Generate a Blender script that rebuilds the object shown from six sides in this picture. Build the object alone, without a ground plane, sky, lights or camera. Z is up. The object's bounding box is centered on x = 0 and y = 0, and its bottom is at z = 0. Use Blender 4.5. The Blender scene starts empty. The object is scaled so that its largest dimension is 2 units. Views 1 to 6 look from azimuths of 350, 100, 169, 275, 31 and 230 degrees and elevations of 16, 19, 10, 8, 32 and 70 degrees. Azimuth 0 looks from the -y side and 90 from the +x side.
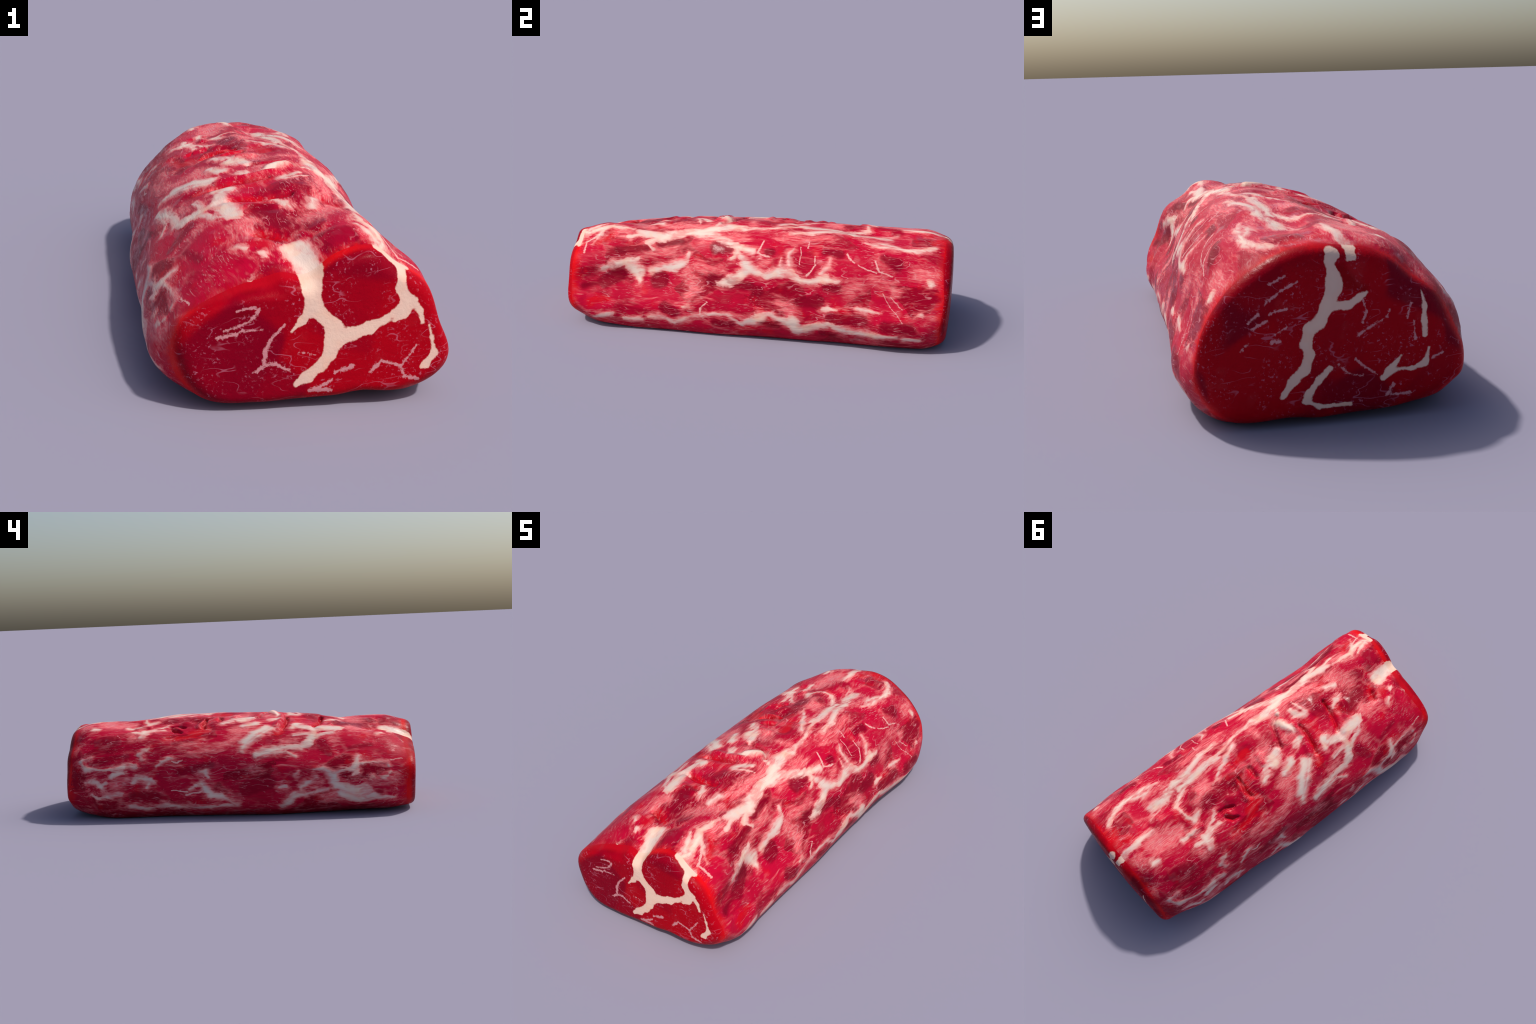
"""A raw boneless beef loin roast: a long rounded block of meat with two cut ends.

The body is a loft through cross-sections along y, closed by two gently domed
cut faces.  White fat seams, pale connective haze, deep lobes, bloody
grooves and shade-darkened creases are laid over it as spines with widths, which drive both the relief
of the mesh and the masks of the node materials.
"""
import bpy
import math
import numpy as np
from mathutils import Matrix, Vector, noise as mnoise

AXIS_Z = 0.25            # height of the loft's axis
rng = np.random.default_rng(7)

# ------------------------------------------------------------------ cross-sections
# radius of each section every 18 degrees, counted from +x over the top
SECTIONS = [
    (-1.00, [0.360, 0.319, 0.259, 0.241, 0.174, 0.118, 0.113, 0.132, 0.151, 0.237, 0.364, 0.370, 0.356, 0.289, 0.239, 0.222, 0.232, 0.260, 0.331, 0.402]),
    (-0.85, [0.345, 0.348, 0.304, 0.288, 0.240, 0.183, 0.169, 0.212, 0.251, 0.305, 0.382, 0.453, 0.403, 0.278, 0.243, 0.231, 0.231, 0.248, 0.414, 0.440]),
    (-0.65, [0.320, 0.310, 0.301, 0.287, 0.239, 0.214, 0.215, 0.241, 0.283, 0.332, 0.406, 0.461, 0.403, 0.285, 0.246, 0.234, 0.230, 0.247, 0.434, 0.417]),
    (-0.45, [0.333, 0.311, 0.299, 0.290, 0.274, 0.246, 0.243, 0.269, 0.302, 0.336, 0.415, 0.452, 0.418, 0.290, 0.248, 0.235, 0.233, 0.253, 0.432, 0.425]),
    (-0.20, [0.357, 0.337, 0.331, 0.315, 0.294, 0.269, 0.263, 0.278, 0.314, 0.355, 0.409, 0.462, 0.433, 0.291, 0.249, 0.235, 0.239, 0.272, 0.436, 0.433]),
    (0.10, [0.384, 0.368, 0.354, 0.328, 0.301, 0.271, 0.274, 0.290, 0.316, 0.358, 0.395, 0.460, 0.420, 0.294, 0.250, 0.235, 0.246, 0.294, 0.430, 0.440]),
    (0.40, [0.396, 0.378, 0.346, 0.336, 0.280, 0.274, 0.258, 0.272, 0.319, 0.358, 0.399, 0.432, 0.418, 0.303, 0.250, 0.235, 0.250, 0.307, 0.430, 0.445]),
    (0.70, [0.392, 0.369, 0.366, 0.294, 0.253, 0.263, 0.254, 0.277, 0.314, 0.342, 0.393, 0.428, 0.431, 0.297, 0.248, 0.236, 0.251, 0.309, 0.431, 0.473]),
    (0.88, [0.400, 0.367, 0.336, 0.301, 0.272, 0.257, 0.261, 0.271, 0.277, 0.312, 0.360, 0.381, 0.378, 0.274, 0.246, 0.236, 0.250, 0.284, 0.427, 0.457]),
    (1.00, [0.401, 0.346, 0.296, 0.271, 0.246, 0.218, 0.214, 0.204, 0.207, 0.251, 0.273, 0.356, 0.305, 0.281, 0.243, 0.234, 0.251, 0.287, 0.367, 0.406]),
]
# cut faces: y at the axis, lean along x, lean along z, doming with radius squared
FRONT_FACE = (-0.998, 0.002, -0.014, 0.055)
BACK_FACE = (0.998, 0.028, 0.012, 0.180)
RIM = 0.04               # softness of the edge between side and cut face

# ------------------------------------------------------------------ spines of fat, haze, lobes and creases
# on the long sides a point is (y, degrees around the axis, half width)
STROKES = {
    # on the cut faces a point is (x, z, half width)
    "front": {
        "fat": [
            [(-0.02, 0.39, 0.029), (-0.02, 0.35, 0.024), (-0.01, 0.30, 0.021), (0.05, 0.24, 0.020), (0.05, 0.20, 0.025)],
            [(0.05, 0.21, 0.023), (0.04, 0.16, 0.015), (0.02, 0.13, 0.015), (-0.02, 0.10, 0.015), (-0.05, 0.08, 0.008)],
            [(0.06, 0.21, 0.023), (0.10, 0.22, 0.017), (0.15, 0.24, 0.015), (0.19, 0.26, 0.009), (0.23, 0.29, 0.008)],
            [(0.23, 0.40, 0.010), (0.23, 0.38, 0.010), (0.23, 0.35, 0.013), (0.25, 0.31, 0.017), (0.24, 0.28, 0.017), (0.22, 0.26, 0.005)],
            [(0.27, 0.31, 0.010), (0.29, 0.28, 0.006), (0.30, 0.25, 0.005)],
            [(-0.02, 0.29, 0.013), (-0.04, 0.26, 0.009), (-0.07, 0.23, 0.003)],
            [(0.32, 0.24, 0.002), (0.33, 0.20, 0.003), (0.34, 0.15, 0.008), (0.32, 0.12, 0.010), (0.31, 0.11, 0.003)],
            [(0.23, 0.40, 0.009), (0.22, 0.41, 0.009)],
            [(-0.09, 0.25, 0.003), (-0.13, 0.21, 0.005), (-0.14, 0.18, 0.006), (-0.14, 0.14, 0.005), (-0.16, 0.12, 0.005)],
            [(-0.14, 0.14, 0.004), (-0.11, 0.14, 0.005), (-0.07, 0.12, 0.003)],
            [(-0.22, 0.30, 0.003), (-0.18, 0.31, 0.003), (-0.16, 0.30, 0.005), (-0.18, 0.27, 0.004), (-0.22, 0.25, 0.004), (-0.25, 0.24, 0.003)],
            [(-0.27, 0.22, 0.005), (-0.22, 0.23, 0.005), (-0.20, 0.24, 0.003), (-0.15, 0.24, 0.002)],
            [(0.06, 0.11, 0.004), (0.11, 0.13, 0.006)],
            [(0.16, 0.11, 0.005), (0.19, 0.14, 0.005), (0.25, 0.12, 0.004), (0.29, 0.18, 0.002)],
            [(0.25, 0.12, 0.004), (0.26, 0.09, 0.004), (0.30, 0.08, 0.005)],
            [(0.05, 0.09, 0.005), (0.02, 0.07, 0.005), (-0.01, 0.06, 0.006), (0.05, 0.06, 0.005)],
            [(-0.05, 0.17, 0.002), (-0.00, 0.16, 0.002)],
        ],
        "dark": [
            [(-0.22, 0.29, 0.006), (-0.19, 0.29, 0.010)],
            [(-0.25, 0.24, 0.005), (-0.23, 0.24, 0.006)],
        ],
    },
    "back": {
        "fat": [
            [(0.04, 0.47, 0.022), (0.05, 0.45, 0.011), (0.04, 0.40, 0.019), (0.04, 0.38, 0.020), (0.06, 0.33, 0.016), (0.08, 0.29, 0.017), (0.11, 0.27, 0.015), (0.12, 0.23, 0.013)],
            [(0.12, 0.23, 0.012), (0.11, 0.20, 0.013), (0.12, 0.16, 0.011), (0.15, 0.13, 0.012), (0.18, 0.09, 0.008)],
            [(-0.01, 0.46, 0.017), (-0.00, 0.45, 0.003)],
            [(0.03, 0.33, 0.011), (-0.00, 0.33, 0.009), (-0.03, 0.35, 0.008), (-0.05, 0.36, 0.003)],
            [(0.05, 0.16, 0.007), (0.08, 0.13, 0.008), (0.11, 0.09, 0.008), (0.12, 0.07, 0.005), (0.08, 0.05, 0.005), (-0.00, 0.05, 0.006)],
            [(-0.15, 0.18, 0.003), (-0.12, 0.14, 0.011), (-0.10, 0.12, 0.008)],
            [(-0.21, 0.35, 0.002), (-0.22, 0.31, 0.005), (-0.22, 0.27, 0.007), (-0.22, 0.23, 0.008)],
            [(-0.23, 0.19, 0.003), (-0.22, 0.15, 0.008), (-0.18, 0.14, 0.003), (-0.13, 0.14, 0.002)],
            [(0.22, 0.35, 0.004), (0.18, 0.38, 0.004), (0.14, 0.40, 0.002)],
            [(0.21, 0.40, 0.003), (0.17, 0.42, 0.002)],
            [(0.21, 0.32, 0.003), (0.17, 0.33, 0.003)],
            [(0.27, 0.30, 0.004), (0.24, 0.32, 0.004)],
            [(0.26, 0.28, 0.004), (0.22, 0.30, 0.004)],
            [(0.20, 0.26, 0.002), (0.17, 0.28, 0.002)],
            [(0.21, 0.24, 0.005), (0.19, 0.24, 0.005)],
            [(0.29, 0.22, 0.002), (0.27, 0.24, 0.002)],
            [(-0.04, 0.28, 0.003), (-0.05, 0.31, 0.004), (-0.04, 0.34, 0.002)],
            [(-0.03, 0.25, 0.004), (-0.07, 0.27, 0.003), (-0.11, 0.29, 0.002), (-0.12, 0.31, 0.001)],
            [(0.03, 0.17, 0.004), (0.00, 0.14, 0.003), (-0.04, 0.13, 0.002)],
            [(-0.02, 0.18, 0.004), (-0.04, 0.16, 0.003), (-0.08, 0.13, 0.002)],
            [(-0.18, 0.07, 0.003), (-0.11, 0.07, 0.004), (-0.13, 0.10, 0.004)],
            [(-0.17, 0.28, 0.003), (-0.18, 0.32, 0.004)],
            [(-0.19, 0.27, 0.002), (-0.19, 0.22, 0.002)],
            [(-0.24, 0.16, 0.004), (-0.27, 0.17, 0.004)],
        ],
        "dark": [
            [(0.02, 0.43, 0.013), (-0.00, 0.39, 0.019), (-0.04, 0.37, 0.013)],
        ],
    },
    "rib_side": {
        "fat": [
            [(-0.97, 42, 0.010), (-0.90, 48, 0.011), (-0.80, 54, 0.013)],
            [(-0.91, 22, 0.004), (-0.92, 34, 0.006), (-0.85, 42, 0.006)],
            [(-0.69, 43, 0.010), (-0.62, 45, 0.012)],
            [(-0.58, 37, 0.013), (-0.48, 48, 0.020), (-0.38, 53, 0.020), (-0.29, 53, 0.021), (-0.17, 59, 0.026), (-0.08, 57, 0.025)],
            [(-0.58, 36, 0.008), (-0.54, 30, 0.006)],
            [(-0.81, 9, 0.007), (-0.74, 15, 0.017), (-0.68, 17, 0.020), (-0.62, 20, 0.014)],
            [(-0.67, 13, 0.020), (-0.61, 7, 0.033), (-0.60, 0, 0.014)],
            [(-0.54, 9, 0.015), (-0.47, 14, 0.015), (-0.42, 15, 0.029), (-0.36, 20, 0.014), (-0.35, 28, 0.008)],
            [(-0.10, 39, 0.014), (-0.09, 32, 0.014), (-0.12, 26, 0.007)],
            [(-0.08, 30, 0.010), (-0.04, 22, 0.027), (-0.01, 17, 0.023)],
            [(-0.01, 17, 0.020), (-0.07, 12, 0.027), (-0.12, 7, 0.027), (-0.18, 4, 0.010)],
            [(0.04, 43, 0.005), (0.02, 31, 0.005), (0.07, 29, 0.005)],
            [(-0.84, 335, 0.009), (-0.73, 338, 0.014)],
            [(-0.67, 335, 0.009), (-0.58, 335, 0.011)],
            [(-0.54, 337, 0.010), (-0.48, 338, 0.013), (-0.40, 335, 0.011), (-0.34, 339, 0.008), (-0.25, 341, 0.009), (-0.19, 344, 0.008), (-0.12, 344, 0.009), (-0.05, 339, 0.013), (0.02, 342, 0.020), (0.07, 345, 0.016)],
            [(-0.26, 342, 0.006), (-0.26, 346, 0.004), (-0.23, 350, 0.003)],
            [(-0.36, 346, 0.010), (-0.33, 347, 0.008)],
            [(-0.02, 20, 0.016), (0.01, 16, 0.014), (0.08, 14, 0.016), (0.15, 17, 0.028), (0.19, 17, 0.023), (0.25, 12, 0.014), (0.30, 12, 0.014), (0.38, 15, 0.020), (0.44, 14, 0.008)],
            [(0.14, 22, 0.009), (0.14, 27, 0.004)],
            [(0.19, 22, 0.008), (0.18, 32, 0.006), (0.20, 39, 0.003)],
            [(0.24, 24, 0.003), (0.24, 32, 0.003), (0.23, 41, 0.002)],
            [(0.28, 16, 0.004), (0.32, 25, 0.004), (0.31, 32, 0.002)],
            [(0.35, 19, 0.006), (0.39, 24, 0.008), (0.39, 30, 0.004)],
            [(0.27, 45, 0.005), (0.27, 39, 0.002)],
            [(-0.05, 58, 0.010), (0.09, 61, 0.008), (0.27, 68, 0.007), (0.36, 68, 0.007)],
            [(0.39, 66, 0.006), (0.52, 65, 0.004), (0.70, 76, 0.007)],
            [(0.56, 49, 0.009), (0.67, 50, 0.011), (0.74, 43, 0.016), (0.81, 44, 0.016), (0.90, 51, 0.013)],
            [(0.88, 17, 0.012), (0.89, 15, 0.016)],
            [(0.36, 353, 0.007), (0.39, 354, 0.013), (0.44, 353, 0.004)],
            [(0.54, 355, 0.010), (0.58, 354, 0.010), (0.64, 354, 0.003)],
            [(0.83, 353, 0.004), (0.86, 354, 0.014)],
            [(0.03, 345, 0.013), (0.11, 347, 0.008), (0.19, 343, 0.018), (0.22, 343, 0.034), (0.24, 337, 0.023), (0.34, 342, 0.016), (0.40, 344, 0.016)],
            [(0.40, 344, 0.015), (0.48, 341, 0.019), (0.56, 340, 0.015), (0.64, 340, 0.014), (0.74, 341, 0.006)],
            [(0.78, 339, 0.012), (0.85, 339, 0.012)],
            [(0.66, 7, 0.002), (0.69, 0, 0.002), (0.76, 349, 0.002)],
            [(0.70, 5, 0.002), (0.76, 357, 0.002)],
            [(0.53, 27, 0.004), (0.62, 21, 0.002)],
            [(0.47, 36, 0.005), (0.49, 30, 0.005), (0.51, 28, 0.003)],
            [(0.61, 31, 0.003), (0.63, 23, 0.005), (0.70, 20, 0.002)],
        ],
        "haze": [
            [(-0.62, 20, 0.019), (-0.55, 26, 0.019), (-0.44, 32, 0.019)],
            [(-0.35, 11, 0.037), (-0.31, 360, 0.032), (-0.35, 352, 0.018)],
            [(-0.80, 54, 0.024), (-0.69, 47, 0.024)],
            [(-0.28, 43, 0.028), (-0.07, 48, 0.032)],
            [(-0.30, 16, 0.028), (-0.16, 16, 0.018)],
            [(0.14, 53, 0.021), (0.32, 57, 0.016)],
            [(0.83, 24, 0.036), (0.91, 23, 0.031)],
            [(0.60, 17, 0.018), (0.74, 9, 0.016)],
            [(0.48, 6, 0.024), (0.55, 11, 0.027)],
            [(0.21, 350, 0.031), (0.15, 354, 0.022)],
            [(0.02, 19, 0.014), (0.07, 24, 0.009)],
            [(0.88, 351, 0.011), (0.93, 353, 0.009)],
            [(0.12, 48, 0.023), (0.38, 50, 0.018)],
        ],
        "dark": [
            [(-0.74, 28, 0.024), (-0.58, 31, 0.021)],
            [(-0.51, 37, 0.021), (-0.40, 41, 0.021)],
            [(-0.72, 6, 0.043), (-0.79, 358, 0.038)],
            [(-0.50, 2, 0.047)],
            [(-0.21, 7, 0.032), (-0.01, 4, 0.025)],
            [(-0.20, 35, 0.041), (-0.13, 35, 0.027)],
            [(-0.18, 338, 0.023), (-0.10, 338, 0.023)],
            [(-0.45, 345, 0.032), (-0.40, 342, 0.028)],
            [(0.25, 356, 0.027), (0.34, 358, 0.036)],
            [(0.38, 9, 0.022), (0.44, 9, 0.022)],
            [(0.06, 341, 0.020), (0.13, 340, 0.020)],
            [(0.37, 337, 0.020), (0.43, 336, 0.020)],
            [(0.41, 348, 0.031), (0.57, 348, 0.031)],
            [(0.68, 347, 0.027), (0.81, 346, 0.027)],
            [(0.65, 34, 0.022), (0.72, 29, 0.036)],
            [(0.02, 1, 0.032)],
            [(0.07, 33, 0.023)],
            [(0.36, 36, 0.018), (0.43, 35, 0.027)],
        ],
        "red": [
            [(-0.86, 346, 0.028), (-0.77, 348, 0.024)],
            [(-0.85, 34, 0.024), (-0.78, 44, 0.024)],
        ],
    },
    "flank": {
        "fat": [
            [(0.81, 164, 0.004), (0.86, 164, 0.005), (0.88, 167, 0.008), (0.84, 175, 0.014), (0.76, 176, 0.008), (0.69, 176, 0.008), (0.62, 174, 0.014), (0.56, 173, 0.016)],
            [(0.69, 182, 0.011), (0.68, 180, 0.016), (0.61, 178, 0.009)],
            [(0.54, 162, 0.014), (0.50, 158, 0.012), (0.48, 156, 0.005)],
            [(0.53, 162, 0.009), (0.52, 166, 0.014)],
            [(0.44, 174, 0.008), (0.41, 170, 0.009), (0.37, 167, 0.008), (0.35, 167, 0.003)],
            [(0.35, 170, 0.004), (0.32, 171, 0.006), (0.29, 169, 0.003)],
            [(0.57, 186, 0.014), (0.55, 182, 0.015), (0.50, 183, 0.014), (0.47, 184, 0.014), (0.44, 186, 0.006)],
            [(0.48, 186, 0.009), (0.49, 190, 0.006)],
            [(0.86, 186, 0.002), (0.79, 185, 0.011), (0.75, 189, 0.016), (0.72, 186, 0.009)],
            [(0.81, 196, 0.006), (0.78, 198, 0.010), (0.72, 196, 0.008), (0.63, 194, 0.008)],
            [(0.19, 179, 0.008), (0.16, 179, 0.011), (0.14, 183, 0.009)],
            [(0.25, 191, 0.005), (0.18, 187, 0.015), (0.16, 191, 0.019), (0.13, 195, 0.019), (0.08, 196, 0.015), (0.04, 199, 0.009), (-0.01, 203, 0.012)],
            [(0.27, 195, 0.005), (0.18, 193, 0.005)],
            [(0.35, 192, 0.003), (0.26, 193, 0.004)],
            [(0.59, 204, 0.009), (0.49, 206, 0.008), (0.39, 203, 0.015), (0.32, 205, 0.009), (0.14, 204, 0.006), (0.01, 203, 0.011)],
            [(0.59, 133, 0.019), (0.51, 138, 0.015), (0.53, 144, 0.008)],
            [(0.51, 128, 0.009), (0.43, 122, 0.008), (0.40, 115, 0.006)],
            [(-0.04, 161, 0.012), (-0.06, 156, 0.011), (-0.13, 145, 0.013), (-0.20, 132, 0.013)],
            [(-0.03, 153, 0.011), (-0.11, 141, 0.014)],
            [(-0.12, 166, 0.014), (-0.16, 162, 0.014), (-0.22, 165, 0.011), (-0.28, 164, 0.007), (-0.34, 169, 0.003)],
            [(-0.38, 159, 0.017), (-0.40, 154, 0.013), (-0.46, 146, 0.013), (-0.54, 140, 0.011), (-0.60, 129, 0.009)],
            [(-0.32, 125, 0.011), (-0.32, 132, 0.015)],
            [(-0.33, 145, 0.015), (-0.41, 143, 0.009)],
            [(-0.33, 183, 0.006), (-0.35, 181, 0.008)],
            [(-0.44, 179, 0.004), (-0.49, 179, 0.011), (-0.54, 184, 0.021), (-0.55, 188, 0.026), (-0.56, 191, 0.023)],
            [(-0.54, 183, 0.006), (-0.59, 180, 0.007), (-0.65, 180, 0.015), (-0.67, 176, 0.015), (-0.68, 170, 0.007)],
            [(-0.67, 182, 0.013), (-0.65, 184, 0.008)],
            [(-0.70, 176, 0.007), (-0.79, 175, 0.007), (-0.84, 176, 0.009), (-0.85, 179, 0.005)],
            [(-0.56, 191, 0.023), (-0.66, 194, 0.026), (-0.72, 195, 0.031)],
            [(-0.59, 197, 0.022), (-0.68, 201, 0.019), (-0.75, 199, 0.019), (-0.82, 201, 0.009), (-0.87, 202, 0.005)],
            [(-0.51, 193, 0.007), (-0.45, 194, 0.007), (-0.39, 196, 0.009), (-0.32, 197, 0.018), (-0.30, 201, 0.021), (-0.26, 205, 0.014)],
            [(-0.45, 185, 0.005), (-0.39, 189, 0.011), (-0.36, 192, 0.011)],
            [(-0.74, 187, 0.009), (-0.76, 186, 0.007)],
            [(-0.81, 187, 0.009), (-0.86, 183, 0.004)],
            [(-0.25, 191, 0.004), (-0.28, 190, 0.008)],
            [(-0.86, 174, 0.003), (-0.92, 174, 0.003)],
        ],
        "haze": [
            [(0.85, 123, 0.018), (0.91, 106, 0.014)],
            [(0.91, 148, 0.016), (0.92, 153, 0.013)],
            [(0.24, 162, 0.021), (0.09, 158, 0.021), (-0.01, 146, 0.026)],
            [(0.68, 188, 0.026), (0.61, 184, 0.026)],
            [(0.60, 141, 0.022), (0.55, 126, 0.022)],
            [(0.31, 157, 0.013), (0.18, 151, 0.013)],
            [(-0.47, 189, 0.021), (-0.43, 192, 0.017)],
            [(-0.49, 200, 0.025), (-0.55, 198, 0.029)],
            [(-0.76, 189, 0.025), (-0.89, 188, 0.025)],
            [(-0.27, 154, 0.021), (-0.33, 151, 0.026)],
            [(-0.54, 149, 0.017), (-0.56, 156, 0.017)],
            [(-0.10, 178, 0.017), (-0.14, 179, 0.013)],
        ],
        "dark": [
            [(0.82, 143, 0.022), (0.68, 145, 0.020)],
            [(0.78, 168, 0.022), (0.61, 164, 0.022)],
            [(0.57, 196, 0.026), (0.44, 196, 0.026)],
            [(0.30, 179, 0.025), (0.13, 174, 0.025)],
            [(-0.18, 187, 0.050), (-0.07, 191, 0.046)],
            [(-0.20, 148, 0.021), (-0.24, 146, 0.019)],
            [(-0.52, 163, 0.021)],
            [(-0.79, 197, 0.019)],
            [(-0.64, 162, 0.017), (-0.75, 158, 0.015)],
            [(-0.43, 157, 0.021)],
        ],
        "red": [
            [(0.38, 146, 0.020), (0.21, 139, 0.024)],
            [(0.62, 122, 0.011), (0.58, 120, 0.011)],
            [(-0.27, 117, 0.009), (-0.26, 138, 0.009)],
            [(-0.45, 110, 0.012), (-0.44, 131, 0.010)],
        ],
    },
    "back_muscle": {
        "fat": [
            [(0.88, 48, 0.010), (0.75, 43, 0.014), (0.59, 47, 0.010)],
            [(0.67, 65, 0.022), (0.58, 66, 0.023), (0.48, 61, 0.020), (0.39, 61, 0.017), (0.28, 56, 0.017), (0.17, 54, 0.014)],
            [(0.48, 68, 0.016), (0.41, 68, 0.020), (0.31, 67, 0.020), (0.21, 67, 0.017)],
            [(0.55, 81, 0.014), (0.50, 75, 0.013), (0.45, 71, 0.008)],
            [(0.55, 82, 0.008), (0.54, 100, 0.008), (0.52, 107, 0.017), (0.47, 103, 0.010)],
            [(0.32, 89, 0.006), (0.23, 79, 0.009), (0.18, 74, 0.013), (0.11, 67, 0.013)],
            [(0.97, 94, 0.017), (0.92, 92, 0.014), (0.83, 89, 0.017), (0.74, 88, 0.012)],
            [(0.84, 120, 0.021), (0.81, 122, 0.017)],
            [(0.64, 119, 0.017), (0.55, 118, 0.009)],
            [(0.50, 131, 0.014), (0.53, 132, 0.023), (0.54, 144, 0.012)],
            [(0.50, 131, 0.014), (0.42, 128, 0.014)],
            [(0.04, 114, 0.022), (0.08, 120, 0.016)],
            [(-0.01, 33, 0.018), (-0.12, 39, 0.018), (-0.23, 48, 0.023), (-0.36, 52, 0.026), (-0.51, 45, 0.026), (-0.60, 47, 0.025), (-0.65, 51, 0.011)],
            [(-0.23, 62, 0.017), (-0.21, 68, 0.011)],
            [(-0.18, 74, 0.022), (-0.20, 80, 0.026), (-0.23, 92, 0.017)],
            [(-0.02, 108, 0.039), (-0.07, 103, 0.028)],
            [(-0.19, 110, 0.021), (-0.23, 106, 0.016)],
            [(-0.17, 131, 0.026), (-0.11, 141, 0.024), (-0.06, 152, 0.021), (-0.04, 162, 0.017)],
            [(-0.11, 121, 0.024), (-0.04, 127, 0.020)],
            [(-0.34, 125, 0.028), (-0.39, 131, 0.023), (-0.44, 134, 0.033), (-0.57, 130, 0.028)],
            [(-0.43, 145, 0.025), (-0.41, 156, 0.020), (-0.37, 160, 0.016), (-0.26, 160, 0.016), (-0.18, 164, 0.028), (-0.12, 167, 0.011)],
            [(-0.84, 102, 0.042), (-0.95, 95, 0.035)],
            [(-0.81, 53, 0.019), (-0.93, 44, 0.018), (-0.96, 50, 0.015)],
            [(-0.67, 54, 0.011), (-0.79, 55, 0.014)],
            [(-0.50, 99, 0.007), (-0.54, 92, 0.015), (-0.58, 88, 0.011)],
            [(-0.54, 71, 0.018), (-0.60, 73, 0.015)],
            [(-0.29, 72, 0.010), (-0.30, 80, 0.020), (-0.34, 85, 0.011)],
            [(-0.86, 129, 0.010), (-0.88, 129, 0.006)],
            [(-0.79, 139, 0.010), (-0.82, 135, 0.008)],
            [(-0.92, 145, 0.007), (-0.93, 148, 0.006)],
            [(-0.99, 30, 0.011), (-0.97, 43, 0.016), (-0.92, 51, 0.013), (-0.83, 59, 0.008)],
            [(-0.99, 48, 0.006), (-0.97, 49, 0.007)],
            [(-0.79, 57, 0.010), (-0.84, 45, 0.010), (-0.88, 32, 0.005)],
            [(-0.20, 89, 0.004), (-0.18, 72, 0.011)],
            [(-0.35, 84, 0.009), (-0.32, 65, 0.006)],
            [(0.03, 109, 0.015), (-0.06, 105, 0.015)],
        ],
        "haze": [
            [(0.75, 104, 0.071), (0.65, 109, 0.051)],
            [(0.37, 85, 0.052), (0.42, 90, 0.039)],
            [(0.87, 108, 0.032)],
            [(0.65, 52, 0.026), (0.44, 62, 0.020)],
            [(0.02, 93, 0.033)],
            [(-0.18, 92, 0.033), (-0.23, 98, 0.026)],
            [(0.01, 91, 0.033), (-0.04, 90, 0.026)],
            [(-0.61, 63, 0.041), (-0.68, 80, 0.034)],
            [(-0.49, 62, 0.034), (-0.21, 59, 0.040)],
            [(-0.03, 61, 0.026), (-0.05, 77, 0.020)],
            [(-0.65, 128, 0.041), (-0.74, 131, 0.027)],
            [(0.01, 136, 0.033), (-0.08, 133, 0.033)],
        ],
        "dark": [
            [(0.70, 144, 0.029), (0.77, 144, 0.029)],
            [(0.39, 102, 0.039)],
            [(0.70, 82, 0.032)],
            [(0.44, 85, 0.026)],
            [(-0.87, 71, 0.038), (-0.91, 72, 0.038)],
            [(-0.41, 90, 0.040), (-0.44, 106, 0.027)],
            [(-0.68, 103, 0.038), (-0.55, 112, 0.030)],
            [(-0.48, 156, 0.034), (-0.52, 166, 0.027)],
            [(-0.93, 131, 0.028), (-0.95, 152, 0.028)],
            [(-0.13, 147, 0.020)],
            [(-0.86, 65, 0.022), (-0.95, 63, 0.021)],
            [(-0.90, 355, 0.016), (-0.82, 357, 0.013)],
        ],
        "red": [
            [(0.18, 102, 0.016), (0.19, 118, 0.023), (0.18, 131, 0.039), (0.25, 137, 0.032)],
            [(0.90, 62, 0.032), (0.95, 74, 0.039), (0.86, 77, 0.032)],
            [(0.18, 80, 0.016), (0.17, 88, 0.013)],
            [(0.58, 119, 0.019), (0.61, 123, 0.017)],
            [(-0.48, 87, 0.012), (-0.46, 111, 0.016), (-0.44, 128, 0.012)],
            [(-0.55, 62, 0.014), (-0.50, 69, 0.011)],
            [(-0.29, 92, 0.012), (-0.28, 114, 0.013), (-0.26, 132, 0.015), (-0.23, 143, 0.026)],
            [(-0.77, 102, 0.014), (-0.74, 123, 0.012)],
            [(-0.80, 75, 0.012), (-0.81, 84, 0.010)],
            [(0.07, 81, 0.033), (0.14, 84, 0.020)],
            [(0.17, 101, 0.019), (0.19, 119, 0.019)],
            [(-0.72, 123, 0.008), (-0.74, 111, 0.008)],
            [(-0.52, 65, 0.008), (-0.60, 56, 0.007)],
        ],
        "flap": [
            [(-0.25, 86, 0.008), (-0.25, 109, 0.009), (-0.22, 127, 0.007)],
            [(-0.56, 101, 0.008), (-0.52, 120, 0.007)],
            [(-0.19, 78, 0.015), (-0.20, 89, 0.012)],
            [(0.35, 124, 0.008), (0.33, 131, 0.006)],
            [(0.21, 107, 0.006), (0.22, 125, 0.006)],
            [(0.02, 93, 0.014), (0.03, 103, 0.010)],
            [(0.57, 121, 0.009), (0.51, 119, 0.008)],
        ],
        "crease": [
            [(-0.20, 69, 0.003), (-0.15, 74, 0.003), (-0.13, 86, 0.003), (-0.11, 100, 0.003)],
            [(-0.48, 85, 0.003), (-0.47, 108, 0.003), (-0.44, 126, 0.003)],
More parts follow.
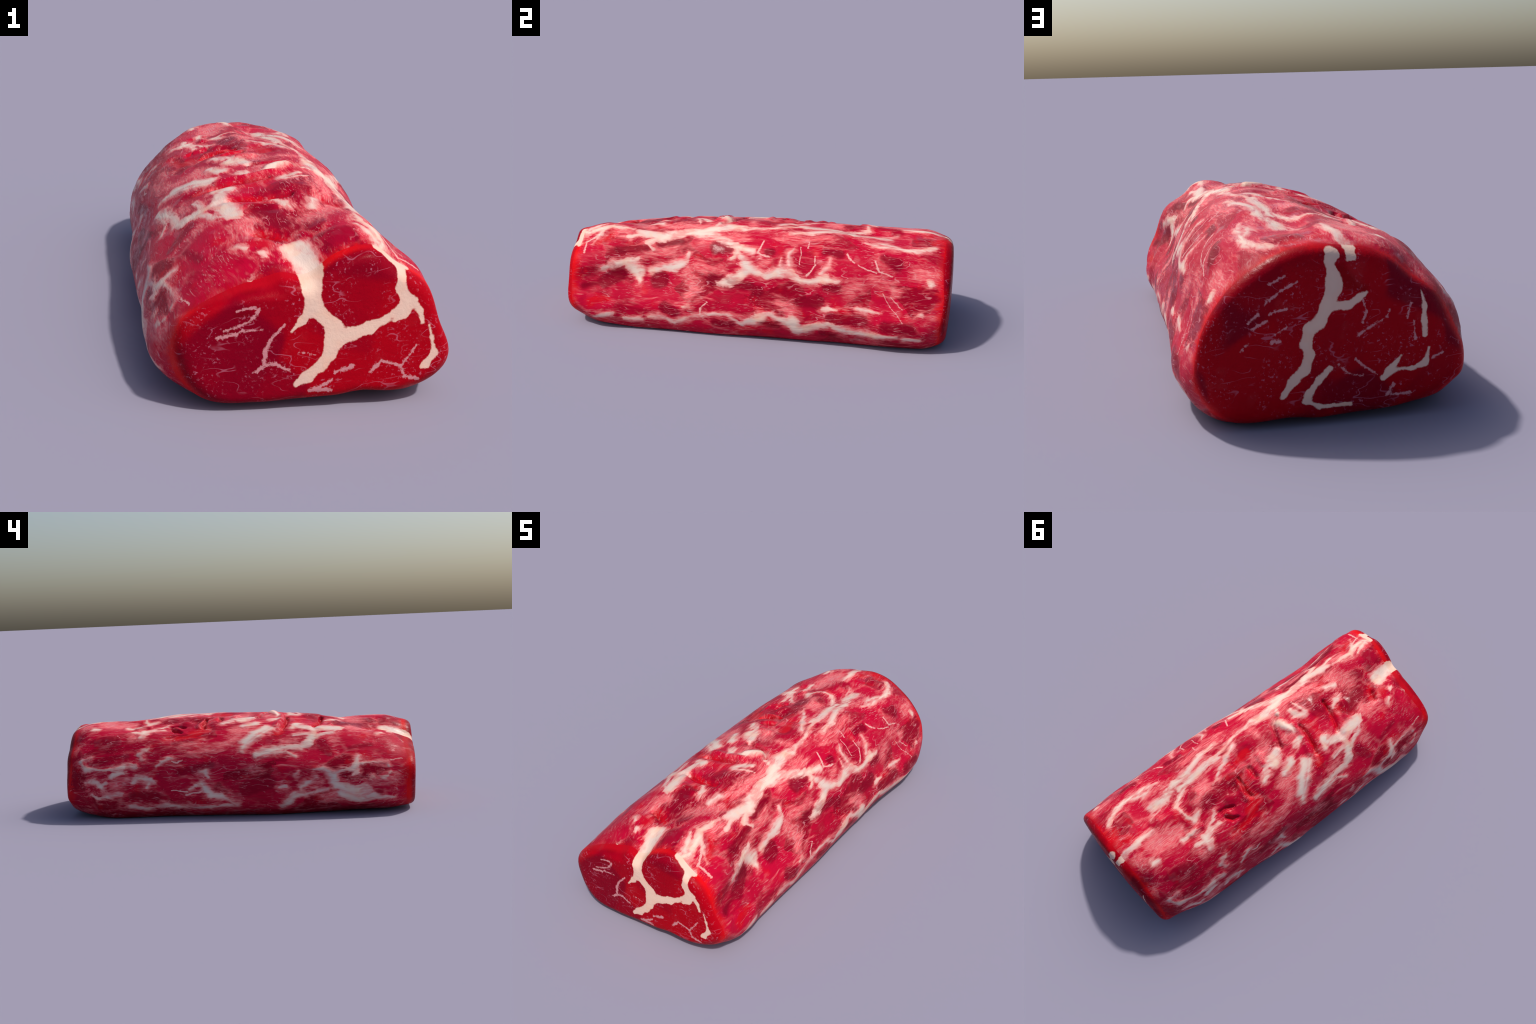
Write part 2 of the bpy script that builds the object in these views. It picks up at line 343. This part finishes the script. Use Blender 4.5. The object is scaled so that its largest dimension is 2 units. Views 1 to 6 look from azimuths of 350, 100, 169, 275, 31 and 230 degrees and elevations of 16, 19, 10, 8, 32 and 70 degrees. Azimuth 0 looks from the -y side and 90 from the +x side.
            [(-0.28, 93, 0.003), (-0.28, 112, 0.003), (-0.26, 132, 0.003)],
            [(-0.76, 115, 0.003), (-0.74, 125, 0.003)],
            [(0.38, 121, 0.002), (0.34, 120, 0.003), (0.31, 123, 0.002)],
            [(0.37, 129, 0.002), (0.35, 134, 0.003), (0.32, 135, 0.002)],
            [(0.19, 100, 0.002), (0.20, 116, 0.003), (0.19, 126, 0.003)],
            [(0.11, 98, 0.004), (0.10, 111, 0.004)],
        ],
    },
}


# knobs and hollows on the back where the bones were taken out: (y, degrees, size along y, size around, height)
KNOBS = [
    (-0.17, 84, 0.055, 0.045, 0.003), (0.02, 97, 0.05, 0.05, 0.0), (0.30, 112, 0.035, 0.03, 0.012),
    (-0.62, 100, 0.05, 0.05, 0.006), (-0.40, 84, 0.06, 0.04, 0.006), (0.16, 98, 0.05, 0.06, 0.004),
    (-0.75, 335, 0.06, 0.05, 0.006), (0.94, 203, 0.05, 0.03, 0.007),
    (-0.86, 355, 0.06, 0.045, -0.016), (0.24, 106, 0.03, 0.03, -0.014), (-0.28, 80, 0.04, 0.03, -0.012),
    (-0.55, 62, 0.08, 0.05, -0.010), (-0.63, 84, 0.05, 0.07, -0.012), (0.58, 76, 0.13, 0.07, -0.012),
]


# ------------------------------------------------------------------ shape
def dense_sections():
    """radius table, 401 steps along y by 360 degrees, smoothed through the sections"""
    ys = np.array([s[0] for s in SECTIONS])
    rad = np.array([s[1] for s in SECTIONS])
    n = rad.shape[1]
    t = np.arange(360) / 360 * n
    i = np.floor(t).astype(int)
    a = t - i
    p0, p1, p2, p3 = (rad[:, (i + k) % n] for k in (-1, 0, 1, 2))
    ring = p1 + 0.5 * a * (p2 - p0 + a * (2 * p0 - 5 * p1 + 4 * p2 - p3 + a * (3 * (p1 - p2) + p3 - p0)))
    y = np.linspace(-1, 1, 401)
    table = np.stack([np.interp(y, ys, ring[:, k]) for k in range(360)], 1)
    kern = np.exp(-0.5 * (np.arange(-14, 15) / 6.0) ** 2)
    kern /= kern.sum()
    ext = np.concatenate([np.repeat(table[:1], 14, 0), table, np.repeat(table[-1:], 14, 0)])
    return sum(w * ext[k:k + 401] for k, w in enumerate(kern))


TABLE = dense_sections()


def radius(theta, y):
    t = (theta / (2 * np.pi) % 1.0) * 360
    i = np.floor(t).astype(int) % 360
    a = t - np.floor(t)
    s = np.clip((y + 1) * 200, 0, 399.999)
    j = np.floor(s).astype(int)
    b = s - j
    k = (i + 1) % 360
    return (TABLE[j, i] * (1 - a) + TABLE[j, k] * a) * (1 - b) + (TABLE[j + 1, i] * (1 - a) + TABLE[j + 1, k] * a) * b


def smooth_min(a, b, k):
    h = np.clip(0.5 + 0.5 * (b - a) / k, 0, 1)
    return b * (1 - h) + a * h - k * h * (1 - h)


def inside(theta, rho, y):
    x, z = rho * np.cos(theta), rho * np.sin(theta)
    side = radius(theta, y) - rho
    f, b = FRONT_FACE, BACK_FACE
    front = y - (f[0] + f[1] * x + f[2] * z + f[3] * rho ** 2)
    back = (b[0] + b[1] * x + b[2] * z - b[3] * rho ** 2) - y
    return smooth_min(smooth_min(side, front, RIM), back, RIM)


def cast(theta, rho0, y0, dr, dy, reach=0.6):
    lo, hi = np.zeros_like(theta), np.full_like(theta, reach)
    for _ in range(26):
        mid = (lo + hi) / 2
        g = inside(theta, rho0 + dr * mid, y0 + dy * mid) > 0
        lo, hi = np.where(g, mid, lo), np.where(g, hi, mid)
    return rho0 + dr * lo, y0 + dy * lo


def surface_point(y, degrees):
    t = np.array([math.radians(degrees)])
    y = min(max(y, -0.955), 0.955)
    rho, _ = cast(t, np.zeros(1), np.array([y]), 1.0, 0.0)
    return np.array([rho[0] * math.cos(t[0]), y, AXIS_Z + rho[0] * math.sin(t[0])])


def face_point(face, x, z):
    c = FRONT_FACE if face == "front" else BACK_FACE
    s = 1 if face == "front" else -1
    zz = z - AXIS_Z
    return np.array([x, c[0] + c[1] * x + c[2] * zz + s * c[3] * (x * x + zz * zz), z])


def side_normal(y, degrees):
    e = 2.0
    a, b = surface_point(y, degrees - e), surface_point(y, degrees + e)
    c, d = surface_point(y - 0.02, degrees), surface_point(y + 0.02, degrees)
    n = np.cross(d - c, b - a)
    p = surface_point(y, degrees) * [1, 0, 1] - np.array([0, 0, AXIS_Z])
    n = n / np.linalg.norm(n) if np.linalg.norm(n) > 1e-9 else p / np.linalg.norm(p)
    return n if n @ p > 0 else -n


class Spine:
    """one stroke: points on the surface, half widths, surface normals"""
    def __init__(self, where, kind, pts):
        self.where = where
        broadest = max(q[2] for q in pts)
        self.kind = "vein" if kind == "fat" and broadest < (0.0075 if where in ("front", "back") else 0.0062) else kind
        if where in ("front", "back"):
            self.p = [face_point(where, a, b) for a, b, _ in pts]
            n = np.array([0, -1.0 if where == "front" else 1.0, 0])
            self.n = [n] * len(pts)
        else:
            self.p = [surface_point(a, b) for a, b, _ in pts]
            self.n = [side_normal(a, b) for a, b, _ in pts]
        self.w = [q[2] * (1.06 if self.kind == "fat" and where not in ("front", "back") else 1.0) for q in pts]
        if len(pts) == 1:
            self.p.append(self.p[0] + np.array([0, 0.01, 0])), self.n.append(self.n[0]), self.w.append(self.w[0])
        self.segments = []
        for k in range(len(self.p) - 1):
            a, b = self.p[k], self.p[k + 1]
            d = b - a
            length = max(np.linalg.norm(d), 1e-4)
            d = d / length
            n = self.n[k] + self.n[k + 1]
            n = n - (n @ d) * d
            n /= np.linalg.norm(n)
            self.segments.append((a, d, np.cross(n, d), n, length, self.w[k], self.w[k + 1]))

    def distance(self, pts):
        best = np.full(len(pts), 9.0)
        for a, d, s, n, length, r0, r1 in self.segments:
            q = pts - a
            x = q @ d
            h = np.clip(x, 0, length)
            x = x - h
            best = np.minimum(best, np.sqrt(x * x + (q @ s) ** 2 + (q @ n / FLATTEN) ** 2) - r0 - (r1 - r0) * h / length)
        return best


FLATTEN = 5.0
SPINES = [Spine(where, kind, pts) for where, groups in STROKES.items() for kind, many in groups.items() for pts in many]


# ------------------------------------------------------------------ mesh
NT = 480
theta = np.arange(NT) / NT * 2 * np.pi
rows = []


def add_row(rho, y):
    rows.append(np.stack([rho * np.cos(theta), y + 0 * theta, AXIS_Z + rho * np.sin(theta)], 1))


EDGE_Y, EDGE_IN = 0.88, 0.12
one = np.ones(NT)
core = {s: radius(theta, np.full(NT, s * EDGE_Y)) - EDGE_IN for s in (-1, 1)}
for k in np.linspace(0.015, 1, 46):                                   # front cut face, centre outwards
    add_row(*cast(theta, core[-1] * k, -EDGE_Y * one, 0.0, -1.0))
n_face = len(rows)
for phi in np.radians(np.linspace(90, 0, 25)[1:-1]):                   # front shoulder
    add_row(*cast(theta, core[-1], -EDGE_Y * one, math.cos(phi), -math.sin(phi)))
for y in np.linspace(-EDGE_Y, EDGE_Y, 400):                           # long sides
    add_row(*cast(theta, 0 * one, y * one, 1.0, 0.0))
for phi in np.radians(np.linspace(0, 90, 25)[1:-1]):
    add_row(*cast(theta, core[1], EDGE_Y * one, math.cos(phi), math.sin(phi)))
for k in np.linspace(1, 0.015, 46):
    add_row(*cast(theta, core[1] * k, EDGE_Y * one, 0.0, 1.0))
grid = np.array(rows)
NR = len(grid)


def grid_normals(g):
    du = np.roll(g, -1, 1) - np.roll(g, 1, 1)
    dv = np.empty_like(g)
    dv[1:-1] = g[2:] - g[:-2]
    dv[0], dv[-1] = g[1] - g[0], g[-1] - g[-2]
    n = np.cross(du, dv)
    n /= np.linalg.norm(n, axis=2, keepdims=True) + 1e-12
    out = (n * (g - np.array([0, 0, AXIS_Z]))).sum(2).mean()
    return n if out > 0 else -n


def step(e0, e1, v):
    t = np.clip((v - e0) / (e1 - e0), 0, 1)
    return t * t * (3 - 2 * t)


normal = grid_normals(grid)
flat = grid.reshape(-1, 3)
relief = np.zeros(len(flat))
wander = np.array([mnoise.noise_vector(Vector(p) * 14) for p in flat]) * 0.010
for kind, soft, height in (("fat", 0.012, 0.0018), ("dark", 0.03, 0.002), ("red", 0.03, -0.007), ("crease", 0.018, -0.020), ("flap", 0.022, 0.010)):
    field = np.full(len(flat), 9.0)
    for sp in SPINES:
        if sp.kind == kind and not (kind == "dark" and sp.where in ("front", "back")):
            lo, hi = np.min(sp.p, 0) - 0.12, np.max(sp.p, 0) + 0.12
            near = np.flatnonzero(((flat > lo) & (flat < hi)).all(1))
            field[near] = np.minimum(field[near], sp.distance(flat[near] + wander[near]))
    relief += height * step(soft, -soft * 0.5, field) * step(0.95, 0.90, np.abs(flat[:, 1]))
for y, deg, sy, sa, h in KNOBS:
    c = surface_point(y, deg)
    n = side_normal(y, deg)
    q = flat - c
    out = q @ n
    across = q - np.outer(out, n)
    along = across[:, 1]
    round_ = np.linalg.norm(across[:, [0, 2]], axis=1)
    relief += h * np.exp(-((along / sy) ** 2 + (round_ / sa) ** 2)) * (np.abs(out) < 0.12)
wave = np.array([mnoise.noise(Vector((p[0] * 7, p[1] * 4, p[2] * 7))) for p in flat])
fibre = np.array([mnoise.noise(Vector((p[0] * 34, p[1] * 11 + p[2] * 8, p[2] * 34))) for p in flat])
on_side = step(0.99, 0.90, np.abs(flat[:, 1]))
relief += wave * (0.001 + 0.002 * on_side) + fibre * 0.0007 * on_side
grid = grid + normal * relief.reshape(NR, NT, 1)
grid[:, :, 2] = np.maximum(grid[:, :, 2], 0.0)
lift = grid[:, :, 2].min()
grid[:, :, 2] -= lift
poles = np.array([grid[0].mean(0), grid[-1].mean(0)])

verts = np.concatenate([grid.reshape(-1, 3), poles])
idx = np.arange(NR * NT).reshape(NR, NT)
quads = np.stack([idx[:-1], np.roll(idx, -1, 1)[:-1], np.roll(idx, -1, 1)[1:], idx[1:]], 2).reshape(-1, 4)
row_of = np.repeat(np.arange(NR - 1), NT)
col_of = np.tile(np.arange(NT), NR - 1)
full = bpy.data.meshes.new("whole_body")
tris = [(NR * NT, (k + 1) % NT, k) for k in range(NT)] + [(NR * NT + 1, idx[-1, k], idx[-1, (k + 1) % NT]) for k in range(NT)]
full.from_pydata(verts.tolist(), [], quads.tolist() + [tuple(int(v) for v in t) for t in tris])
full.update()
face_c = np.concatenate([verts[quads].mean(1), np.repeat(poles, NT, 0)])
vn = np.empty(len(verts) * 3)
full.vertices.foreach_get("normal", vn)
vn = vn.reshape(-1, 3)
fn = np.empty(len(full.polygons) * 3)
full.polygons.foreach_get("normal", fn)
if (fn.reshape(-1, 3) * (face_c - [0, 0, AXIS_Z])).sum() < 0:
    full.flip_normals()
    full.vertices.foreach_get("normal", vn := np.empty(len(verts) * 3))
    vn = vn.reshape(-1, 3)
faces = [tuple(p.vertices) for p in full.polygons]
bpy.data.meshes.remove(full)

# ------------------------------------------------------------------ regions of the surface
row_f = np.concatenate([row_of, np.zeros(NT, int), np.full(NT, NR - 2)])
col_f = np.concatenate([col_of, np.tile(np.arange(NT), 2)])
deg_f = (col_f + 0.5) * 360 / NT
REGIONS = ["rib_side", "back_muscle", "flank", "underside", "front", "back"]
region = np.where(deg_f >= 318, 0, np.where(deg_f < 62, 0, np.where(deg_f < 128, 1, np.where(deg_f < 212, 2, 3))))
shoulder = 14
region = np.where(row_f < n_face + shoulder, 4, region)
region = np.where(row_f >= NR - 1 - n_face - shoulder, 5, region)

# the broad fat seams are pieces of their own
seam_of = np.full(len(faces), -1)
broad = [k for k, sp in enumerate(SPINES) if sp.kind == "fat" and max(sp.w) >= 0.0125]
for k in broad:
    sp = SPINES[k]
    lo, hi = np.min(sp.p, 0) - 0.06, np.max(sp.p, 0) + 0.06
    near = np.flatnonzero(((face_c > lo) & (face_c < hi)).all(1) & (seam_of < 0))
    seam_of[near[sp.distance(face_c[near]) < 0.003]] = k


# ------------------------------------------------------------------ materials
class Nodes:
    def __init__(self, name):
        self.m = bpy.data.materials.new(name)
        self.m.use_nodes = True
        self.t = self.m.node_tree
        self.t.nodes.clear()

    def node(self, kind, **props):
        n = self.t.nodes.new("ShaderNode" + kind)
        for k, v in props.items():
            setattr(n, k, v)
        return n

    def put(self, socket, value):
        if isinstance(value, bpy.types.NodeSocket):
            self.t.links.new(value, socket)
        elif value is not None:
            socket.default_value = value

    def math(self, op, a, b=None, c=None, clamp=False):
        n = self.node("Math", operation=op, use_clamp=clamp)
        for s, v in zip(n.inputs, (a, b, c)):
            self.put(s, v)
        return n.outputs[0]

    def vec(self, op, a, b=None, scale=None):
        n = self.node("VectorMath", operation=op)
        self.put(n.inputs[0], a)
        if b is not None:
            self.put(n.inputs[1], b)
        if scale is not None:
            n.inputs["Scale"].default_value = scale
        return n.outputs["Value"] if op in ("LENGTH", "DISTANCE", "DOT_PRODUCT") else n.outputs[0]

    def noise(self, vector, scale, detail=2.0, rough=0.5, distortion=0.0, colour=False):
        n = self.node("TexNoise")
        self.put(n.inputs["Vector"], vector)
        for k, v in (("Scale", scale), ("Detail", detail), ("Roughness", rough), ("Distortion", distortion)):
            n.inputs[k].default_value = v
        return n.outputs["Color" if colour else "Fac"]

    def mapping(self, vector, loc=(0, 0, 0), rot=(0, 0, 0), scale=(1, 1, 1), kind="POINT"):
        n = self.node("Mapping", vector_type=kind)
        self.put(n.inputs["Vector"], vector)
        n.inputs["Location"].default_value = loc
        n.inputs["Rotation"].default_value = rot
        n.inputs["Scale"].default_value = scale
        return n.outputs[0]

    def ramp(self, v, a, b, lo=0.0, hi=1.0):
        n = self.node("MapRange", interpolation_type="SMOOTHSTEP", clamp=True)
        self.put(n.inputs[0], v)
        for s, q in zip(n.inputs[1:5], (a, b, lo, hi)):
            s.default_value = q
        return n.outputs[0]

    def mix(self, fac, a, b):
        n = self.node("Mix", data_type="RGBA", clamp_factor=True)
        self.put(n.inputs[0], fac)
        for s, v in ((n.inputs[6], a), (n.inputs[7], b)):
            self.put(s, v if isinstance(v, bpy.types.NodeSocket) else (*v, 1.0))
        return n.outputs[2]

    def segment(self, vector, seg, acc, soft):
        a, d, s, n, length, r0, r1 = seg
        e = Matrix((d, s, n)).transposed().to_euler()
        q = self.mapping(vector, tuple(a), tuple(e), (length, length, length * FLATTEN), "TEXTURE")
        c = self.node("MapRange", data_type="FLOAT_VECTOR", clamp=True)
        self.put(c.inputs["Vector"], q)
        sock = [i for i in c.inputs if i.type == "VECTOR"]
        for i, v in zip(sock[1:5], ((0, -1, -1), (1, 1, 1), (0, 0, 0), (1, 0, 0))):
            i.default_value = v
        dist = self.math("MULTIPLY_ADD", self.vec("DISTANCE", q, c.outputs["Vector"]), float(length), -float(r0 if abs(r1 - r0) > 0.003 else (r0 + r1) / 2))
        if abs(r1 - r0) > 0.003:
            dist = self.math("SUBTRACT", dist, self.vec("DOT_PRODUCT", c.outputs["Vector"], (float(r1 - r0), 0, 0)))
        return dist if acc is None else self.math("SMOOTH_MIN", acc, dist, soft)


CRIMSON, WINE, SCARLET, PINK = (0.47, 0.003, 0.030), (0.27, 0.0008, 0.015), (0.62, 0.004, 0.012), (0.70, 0.08, 0.105)
FAT, FAT_WARM, FAT_COOL = (0.76, 0.57, 0.48), (0.76, 0.46, 0.34), (0.66, 0.51, 0.45)
LILAC = (0.55, 0.18, 0.27)


def meat(name, members, cut=None):
    """members: the spines that lie on this region; cut: 'front' or 'back' for a cut face"""
    g = Nodes(name)
    pos = g.node("TexCoord").outputs["Object"]
    w1 = g.vec("SUBTRACT", g.noise(pos, 6.0, 2, colour=True), (0.5, 0.5, 0.5))
    w2 = g.vec("SUBTRACT", g.noise(pos, 26.0, 3, 0.6, colour=True), (0.5, 0.5, 0.5))
    amount = (0.022, 0.006) if cut else (0.030, 0.018)
    warped = g.vec("ADD", g.vec("ADD", pos, g.vec("SCALE", w1, scale=amount[0])), g.vec("SCALE", w2, scale=amount[1]))
    fields, coords, count = {}, warped, 0
    for kind, soft in (("fat", 0.022 if cut else 0.012), ("vein", 0.004), ("haze", 0.03), ("dark", 0.02), ("red", 0.02), ("crease", 0.004)):
        acc = None
        for sp in members:
            if sp.kind == kind:
                for seg in sp.segments:
                    acc = g.segment(coords, seg, acc, soft)
                    count += 1
                    if count % 6 == 0:      # tie the next few to the ones before, so the renderer evaluates them in turn
                        tie = g.node("VectorMath", operation="MULTIPLY_ADD")
                        g.put(tie.inputs[0], acc)
                        tie.inputs[1].default_value = (1e-6, 1e-6, 1e-6)
                        g.put(tie.inputs[2], warped)
                        coords = tie.outputs[0]
        fields[kind] = acc
    # muscle fibres and mottling
    if cut:
        fibre = g.noise(g.mapping(pos, scale=(60, 20, 60)), 1.0, 3, 0.65)
        fine = g.noise(pos, 110.0, 3, 0.65)
        strand = g.mapping(pos, rot=(0, 0.45, 0), scale=(9, 5, 24))
    else:
        bend = g.vec("ADD", pos, g.vec("SCALE", w1, scale=0.06))
        fibre = g.noise(g.mapping(bend, rot=(0.30, 0, 0.25), scale=(60, 11, 60)), 1.0, 3, 0.62)
        fine = g.noise(g.mapping(bend, rot=(-0.35, 0, 0.2), scale=(210, 26, 210)), 1.0, 2, 0.6)
        strand = g.mapping(bend, rot=(0.35, 0, -0.3), scale=(26, 5, 26))
    spread = g.math("SUBTRACT", fibre, 0.5)
    patch = g.noise(warped, 4.5, 3, 0.55)
    if cut:
        cell = g.node("TexVoronoi", feature="SMOOTH_F1")
        g.put(cell.inputs["Vector"], warped)
        cell.inputs["Scale"].default_value = 5.0
        cell.inputs["Smoothness"].default_value = 0.25
        depth = g.node("SeparateXYZ")
        g.put(depth.inputs[0], cell.outputs["Color"])
        colour = g.mix(g.ramp(g.math("MULTIPLY_ADD", patch, 0.6, depth.outputs[0]), 0.45, 1.1), (0.36, 0.0005, 0.007), (0.20, 0.000, 0.010))
    else:
        # bundles of muscle, long cells with pale borders
        cell = g.node("TexVoronoi", feature="F1")
        edge = g.node("TexVoronoi", feature="DISTANCE_TO_EDGE")
        bundles = g.mapping(warped, rot=(0.12, 0, 0.1), scale=(8.5, 4.2, 8.5))
        for v in (cell, edge):
            g.put(v.inputs["Vector"], bundles)
            v.inputs["Scale"].default_value = 1.0
        depth = g.node("SeparateXYZ")
        g.put(depth.inputs[0], cell.outputs["Color"])
        border = g.math("MULTIPLY_ADD", spread, -0.30, edge.outputs["Distance"])
        shade = g.math("MULTIPLY_ADD", spread, 0.7, g.math("MULTIPLY_ADD", depth.outputs[0], 0.7, g.math("MULTIPLY", patch, 0.35)))
        colour = g.mix(g.ramp(shade, 0.25, 0.85), CRIMSON, WINE)
        colour = g.mix(g.ramp(g.noise(pos, 8.0, 3, 0.6), 0.54, 0.70, 0, 0.5), colour, SCARLET)
    if fields["dark"] is not None:
        d = g.math("MULTIPLY_ADD", spread, 0.018, fields["dark"])
        colour = g.mix(g.ramp(d, 0.010, -0.012, 0, 0.75 if name.startswith("rib") else 0.5), colour, (0.17, 0.0005, 0.011) if not cut else (0.16, 0.001, 0.003))
    if fields["red"] is not None:
        d = g.math("MULTIPLY_ADD", spread, 0.07, fields["red"])
        colour = g.mix(g.ramp(d, 0.012, -0.024, 0, 0.8), colour, (0.54, 0.0025, 0.009))
    # pale connective tissue, drawn out along the fibres
    if not cut:
        film = g.math("MULTIPLY", g.ramp(fibre, 0.38, 0.68), g.ramp(g.noise(warped, 5.0, 3, 0.6), 0.50, 0.68, 0, 0.32))
        film = g.math("MAXIMUM", film, g.math("MULTIPLY", g.ramp(border, 0.10, -0.02), g.ramp(g.noise(pos, 7.0, 2), 0.42, 0.60, 0, 0.50)))
        streak = g.noise(g.mapping(bend, rot=(0.10, 0, -0.12), scale=(48, 4.5, 48)), 1.0, 2, 0.55)
        film = g.math("MAXIMUM", film, g.math("MULTIPLY", g.ramp(streak, 0.58, 0.70), g.ramp(g.noise(pos, 4.0, 2), 0.42, 0.60, 0.15, 0.75)))
        if fields["haze"] is not None:
            d = g.math("MULTIPLY_ADD", spread, -0.16, fields["haze"])
            film = g.math("MAXIMUM", film, g.ramp(d, 0.035, -0.035))
        if fields["fat"] is not None:      # fat frays out into the muscle around it
            d = g.math("MULTIPLY_ADD", spread, -0.11, fields["fat"])
            film = g.math("MAXIMUM", film, g.ramp(d, 0.026, -0.006, 0, 0.75))
        if fields["dark"] is not None:
            film = g.math("MULTIPLY", film, g.ramp(fields["dark"], -0.02, 0.015, 0.15, 1.0))
        colour = g.mix(film, colour, g.mix(g.ramp(fine, 0.35, 0.7), PINK, (0.75, 0.23, 0.22)))
    # thin veins and flecks of fat
    ridge = g.math("ABSOLUTE", g.math("SUBTRACT", g.noise(strand, 1.0, 1.5, 0.45), 0.5))
    vein = g.math("MULTIPLY", g.ramp(ridge, 0.013, 0.003), g.ramp(g.noise(pos, 10.0, 2), 0.50, 0.62, 0, 0.35 if cut else 0.55))
    flecks = g.math("MULTIPLY", g.ramp(fine, 0.56, 0.74), g.ramp(g.noise(pos, 12.0, 2), 0.40, 0.62, 0, 0.6))
    colour = g.mix(g.math("MAXIMUM", vein, flecks), colour, LILAC if cut else (0.70, 0.26, 0.28))
    if fields["vein"] is not None:
        d = g.math("MULTIPLY_ADD", g.math("SUBTRACT", fine, 0.5), -0.020 if cut else -0.012, fields["vein"])
        colour = g.mix(g.ramp(d, 0.0018, -0.0028, 0, 0.85), colour, (0.58, 0.25, 0.27) if cut else (0.74, 0.38, 0.35))
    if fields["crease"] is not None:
        colour = g.mix(g.ramp(fields["crease"], 0.007, -0.003, 0, 0.6), colour, (0.22, 0.002, 0.006))  # shade of the narrow folds painted into the colour, over the real groove
    # the smeared red rim of the cut
    y = g.node("SeparateXYZ")
    g.put(y.inputs[0], pos)
    along = g.math("ABSOLUTE", y.outputs[1])
    blood = g.mix(g.ramp(g.noise(pos, 6.0, 2), 0.38, 0.60), (0.42, 0.002, 0.010), (0.66, 0.004, 0.008))
    if not cut:
        colour = g.mix(g.ramp(g.math("MULTIPLY_ADD", spread, 0.10, along), 0.905, 0.968, 0, 0.93), colour, blood)
    else:
        lo, hi = (0.982, 0.955) if cut == "front" else (0.968, 0.940)
        colour = g.mix(g.ramp(along, lo, hi, 0, 0.92), colour, blood)
    # fat on top of everything, crisp in places and feathered in others
    if fields["fat"] is not None:
        if cut:
            d = g.math("MULTIPLY_ADD", spread, 0.011, fields["fat"])
            fat = g.ramp(d, 0.0022, -0.0022)
        else:
            d = g.math("MULTIPLY_ADD", spread, -0.034, fields["fat"])
            loose = g.ramp(g.noise(pos, 6.5, 2), 0.42, 0.64, 115.0, 28.0)
            fat = g.ramp(g.math("MULTIPLY", d, loose), 0.55, -0.55)
            fat = g.math("MULTIPLY", fat, g.ramp(g.math("MULTIPLY_ADD", spread, 0.6, g.noise(pos, 8.0, 2)), 0.30, 0.52, 0.45, 1.0))
        tone = g.mix(g.ramp(g.noise(pos, 7.0, 2), 0.40, 0.62), FAT, FAT_COOL)
        tone = g.mix(g.ramp(g.noise(pos, 12.0, 3), 0.50, 0.72, 0, 0.8), tone, FAT_WARM)
        if cut:
            tone = g.mix(0.55, tone, (0.74, 0.47, 0.35))
        tone = g.mix(g.ramp(d, -0.024, 0.006, 0, 0.10 if cut else 0.55), tone, PINK)
        colour = g.mix(fat, colour, tone)
    b = g.node("BsdfPrincipled")
    g.put(b.inputs["Base Color"], colour)
    g.put(b.inputs["Roughness"], g.ramp(fibre, 0.3, 0.7, 0.24, 0.46))
    g.put(b.inputs["Specular IOR Level"], g.ramp(g.noise(pos, 13.0, 2), 0.60, 0.70, 0.04, 0.10 if cut else 0.30))
    bump = g.node("Bump")
    bump.inputs["Strength"].default_value = 0.35
    bump.inputs["Distance"].default_value = 0.004
    g.put(bump.inputs["Height"], g.math("MULTIPLY_ADD", fine, 0.35, fibre))
    g.put(b.inputs["Normal"], bump.outputs[0])
    o = g.node("OutputMaterial")
    g.put(o.inputs["Surface"], b.outputs[0])
    return g.m


NAMES = {"rib_side": "rib_side", "back_muscle": "back_muscle", "flank": "flank", "underside": "underside", "front": "cut_face", "back": "cut_face"}
materials = {}
for k, r in enumerate(REGIONS):
    c = face_c[region == k]
    lo, hi = c.min(0) - 0.09, c.max(0) + 0.09
    members = []
    for sp in SPINES:
        if (r in ("front", "back")) and sp.where != r and sp.where in ("front", "back"):
            continue
        pts = np.array(sp.p)
        samples = np.concatenate([pts[:-1] + (pts[1:] - pts[:-1]) * t for t in (0, 0.25, 0.5, 0.75, 1)])
        gap = min(np.sqrt(((c[::7] - s) ** 2).sum(1).min()) for s in samples)
        if gap < max(sp.w) + 0.05:
            members.append(sp)
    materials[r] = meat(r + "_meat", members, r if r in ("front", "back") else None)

# ------------------------------------------------------------------ objects
roast = bpy.data.objects.new("beef_roast", None)
bpy.context.collection.objects.link(roast)
roast["label"] = "long raw red beef loin roast marbled with white fat seams"
roast["category"] = "raw meat"


def piece(name, sel, parent):
    ids = np.flatnonzero(sel)
    if not len(ids):
        return None
    used = sorted({v for f in ids for v in faces[f]})
    new = {v: k for k, v in enumerate(used)}
    me = bpy.data.meshes.new(name)
    me.from_pydata(verts[used].tolist(), [], [[new[v] for v in faces[f]] for f in ids])
    regs = sorted(set(region[ids].tolist()))
    for r in regs:
        me.materials.append(materials[REGIONS[r]])
    me.polygons.foreach_set("material_index", np.array([regs.index(r) for r in region[ids]], dtype=np.int32))
    me.polygons.foreach_set("use_smooth", np.ones(len(ids), bool))
    me.update()
    me.normals_split_custom_set_from_vertices([tuple(n) for n in vn[used]])
    ob = bpy.data.objects.new(name, me)
    bpy.context.collection.objects.link(ob)
    ob.parent = parent
    return ob


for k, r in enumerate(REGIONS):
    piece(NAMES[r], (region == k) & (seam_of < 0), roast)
for k in broad:
    piece("fat_seam", seam_of == k, roast)
